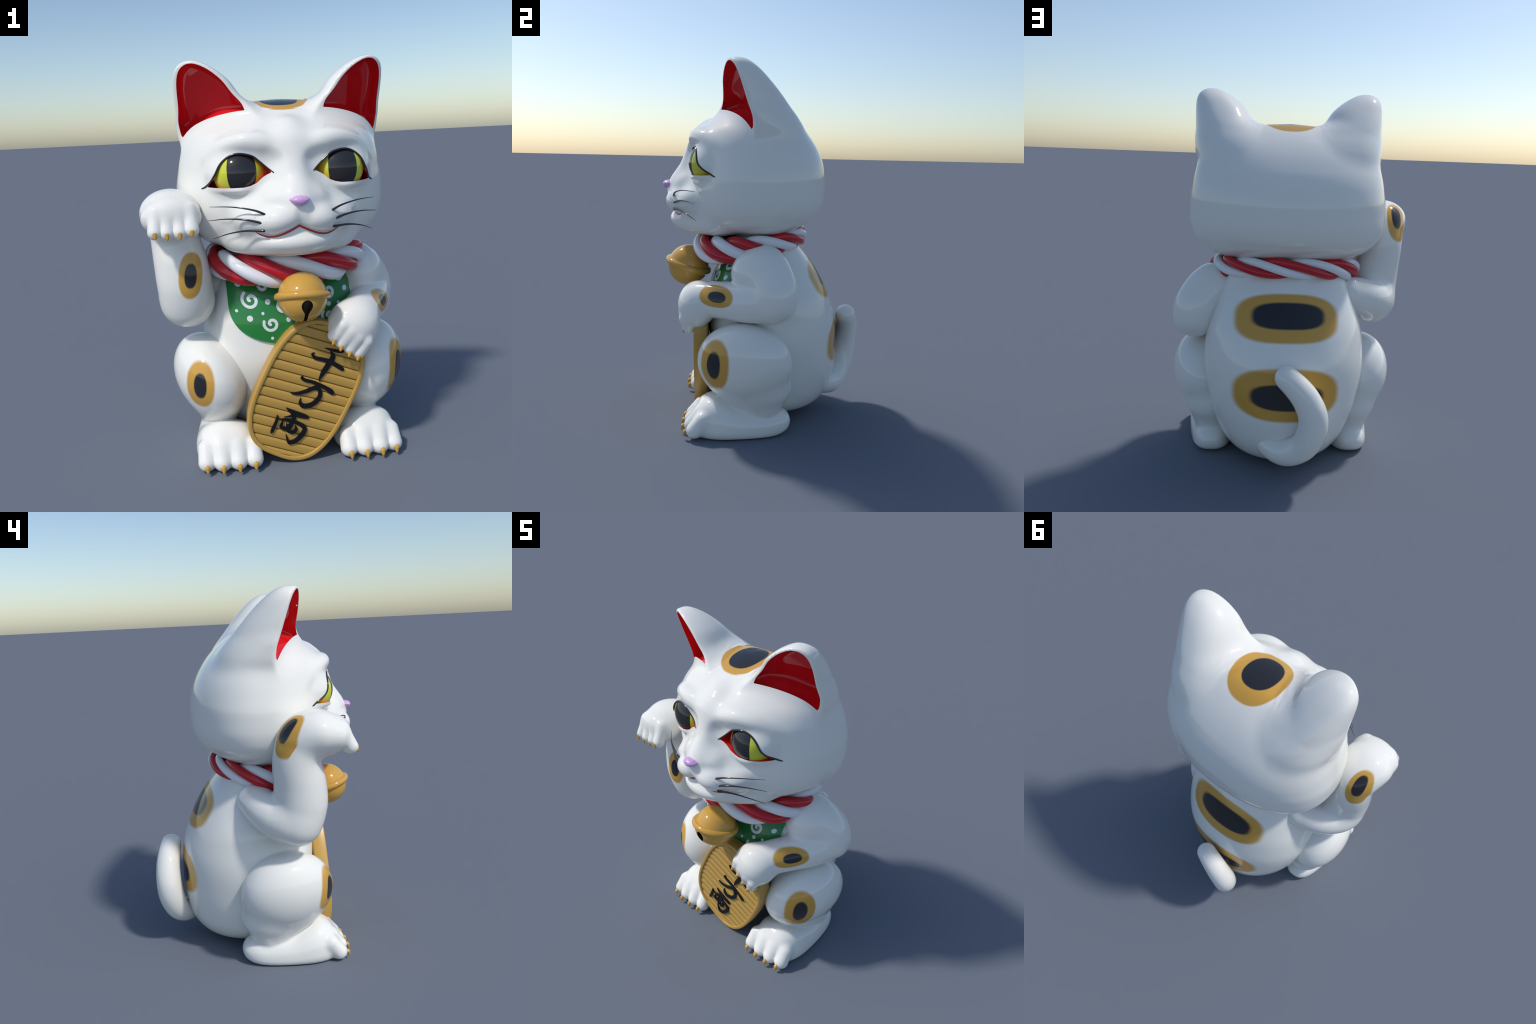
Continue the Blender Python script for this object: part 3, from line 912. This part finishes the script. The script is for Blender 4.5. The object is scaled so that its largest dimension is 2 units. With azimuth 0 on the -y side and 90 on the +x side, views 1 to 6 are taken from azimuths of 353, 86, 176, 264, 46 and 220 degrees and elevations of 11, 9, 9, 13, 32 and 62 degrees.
# ------------------------------------------------------------------ GOLD COIN with slats and brushed characters
COIN_C = np.array((0.0874, 0.3724))
CA = np.array((math.cos(math.radians(62)), math.sin(math.radians(62))))        # long axis in the x z plane
CB = np.array((CA[1], -CA[0]))
HA, HB, POW = 0.368, 0.242, 2.8
def coin_outline(inset, n=120):
    t = np.linspace(0, 2 * math.pi, n, endpoint=False)
    c, s = np.cos(t), np.sin(t)
    a = (HA - inset) * np.sign(c) * np.abs(c) ** (2 / POW)
    b = (HB - inset) * np.sign(s) * np.abs(s) ** (2 / POW)
    return COIN_C + a[:, None] * CA + b[:, None] * CB
Y_FRONT, Y_BACK = -0.401, -0.322
prof = [(0.012, Y_BACK), (0.004, Y_BACK - 0.004), (0.0, Y_BACK - 0.012), (0.0, Y_FRONT + 0.005), (0.0015, Y_FRONT + 0.0012), (0.005, Y_FRONT), (0.016, Y_FRONT),
        (0.0195, Y_FRONT + 0.0012), (0.021, Y_FRONT + 0.005), (0.021, Y_FRONT + 0.024)]
n = 120
Vc = np.vstack([np.stack([o[:, 0], np.full(n, y), o[:, 1]], 1) for o, y in ((coin_outline(d), y) for d, y in prof)])
Qc = [(j * n + i, j * n + (i + 1) % n, (j + 1) * n + (i + 1) % n, (j + 1) * n + i) for j in range(len(prof) - 1) for i in range(n)]
Qc += [tuple(range(n))[::-1]]
coin = add("gold_coin", sharpen(make_mesh("gold_coin", Vc, Qc, M_coin), 60))
fl = coin_outline(0.0205)
add("coin_bed", make_mesh("coin_bed", np.stack([fl[:, 0], np.full(n, Y_FRONT + 0.020), fl[:, 1]], 1), [tuple(range(n))], M_gap, smooth=False), coin)
SD = np.array((math.cos(math.radians(-21)), math.sin(math.radians(-21))))      # along a slat
ST = np.array((-SD[1], SD[0]))
PITCH = 0.0495
def inside_coin(pt, inset):
    d = pt - COIN_C
    return abs((d @ CA) / (HA - inset)) ** POW + abs((d @ CB) / (HB - inset)) ** POW < 1
def slat_span(off):
    """Ends of a line parallel to the slats inside the rim."""
    base = COIN_C + ST * (off - COIN_C @ ST)
    us = np.linspace(-0.4, 0.4, 1601)
    ok = [u for u in us if inside_coin(base + SD * u, 0.0215)]
    return (base, min(ok), max(ok)) if len(ok) > 8 else None
off0 = 0.4497
for k in range(-9, 8):
    o = off0 + (k + 0.5) * PITCH
    Vs, ring_n = [], 0
    for s, hgt in ((-0.472, 0.019), (-0.47, 0.0125), (-0.44, 0.0095), (-0.36, 0.0078), (-0.15, 0.0062), (0.1, 0.0055), (0.3, 0.0062), (0.41, 0.0085), (0.46, 0.0125), (0.472, 0.019)):
        sp = slat_span(o + s * PITCH)
        if sp is None:
            continue
        base, u0, u1 = sp
        Vs.append([(base + SD * u, hgt) for u in np.linspace(u0, u1, 24)])
    if len(Vs) < 4:
        continue
    m = len(Vs)
    flat = [(q[0], Y_FRONT + hh, q[1]) for row in Vs for q, hh in row]
    Qs = [(j * 24 + i, j * 24 + i + 1, (j + 1) * 24 + i + 1, (j + 1) * 24 + i) for j in range(m - 1) for i in range(23)]
    add("coin_slat", sharpen(make_mesh("coin_slat", flat, Qs, M_coin), 60), coin)

# brush strokes: rows of (x, z, half width)
STROKES = [
    [(.186, .591, .001), (.218, .579, .0064), (.266, .565, .0081), (.289, .571, .0048)],
    [(.134, .573, .001), (.122, .565, .0058), (.136, .546, .0081), (.171, .534, .0089), (.206, .521, .0097), (.238, .499, .0105), (.267, .477, .0105), (.277, .465, .0048)],
    [(.214, .570, .0016), (.226, .549, .0105), (.219, .528, .0137), (.199, .500, .0142), (.175, .466, .0121), (.159, .441, .0064), (.150, .421, .0006)],
    [(.072, .454, .0026), (.065, .447, .0068), (.084, .433, .0081), (.119, .420, .0081), (.151, .403, .0089), (.183, .383, .0097), (.212, .359, .0121), (.221, .343, .0056)],
    [(.147, .395, .0113), (.115, .385, .0097), (.082, .375, .0097), (.043, .369, .0077), (.020, .371, .0048), (.004, .377, .0006)],
    [(.144, .398, .0097), (.153, .371, .0097), (.153, .344, .0105), (.135, .318, .0121), (.105, .301, .0121), (.073, .298, .0121), (.055, .310, .0097), (.051, .327, .0048), (.056, .345, .0006)],
    [(-.020, .299, .0013), (.001, .280, .0097), (.032, .260, .0137), (.064, .246, .0121), (.084, .237, .0081), (.092, .229, .0008)],
    [(.022, .256, .0081), (-.007, .252, .0035), (-.033, .252, .0005)],
    [(.022, .252, .0097), (.012, .230, .0105), (-.002, .204, .0121), (-.014, .185, .0129), (-.009, .165, .0048)],
    [(-.056, .243, .0005), (-.020, .237, .0056), (.012, .225, .0073), (.043, .207, .0089), (.066, .188, .0105), (.068, .168, .0113), (.048, .140, .0121), (.021, .119, .0113),
     (-.006, .111, .0097), (-.018, .118, .0064), (-.023, .141, .0040), (-.028, .161, .0005)],
    [(-.066, .266, .0016), (-.067, .249, .0064), (-.079, .220, .0073), (-.095, .187, .0081), (-.102, .173, .0035)],
    [(-.038, .235, .0013), (-.047, .216, .0064), (-.051, .201, .0073), (-.032, .192, .0081), (-.013, .185, .0081)],
    [(.022, .200, .0013), (.026, .184, .0073), (.016, .168, .0089), (-.004, .165, .0081)],
    [(-.021, .218, .0013), (-.019, .202, .0064), (-.013, .191, .0064)]]
for si, st in enumerate(STROKES):
    P = spline(st, 6)
    T = np.gradient(P[:, :2], axis=0); T /= np.linalg.norm(T, axis=1, keepdims=True)
    S = np.stack([-T[:, 1], T[:, 0]], 1) * np.maximum(P[:, 2:3], 0.0004)
    A, Bq = P[:, :2] + S, P[:, :2] - S
    yt, yl = Y_FRONT + 0.001 - 0.0003 * si, Y_FRONT + 0.008
    m = len(P)
    V = [(q[0], y, q[1]) for y in (yt, yl) for arr in (A, Bq) for q in arr]
    Qs = []
    for i in range(m - 1):
        Qs += [(i, i + 1, m + i + 1, m + i), (i, 2 * m + i, 2 * m + i + 1, i + 1), (m + i, m + i + 1, 3 * m + i + 1, 3 * m + i)]
    Qs += [(0, m, 3 * m, 2 * m), (m - 1, 3 * m - 1, 4 * m - 1, 2 * m - 1)]
    add("brush_stroke", make_mesh("brush_stroke", V, Qs, M_ink, smooth=False), coin)
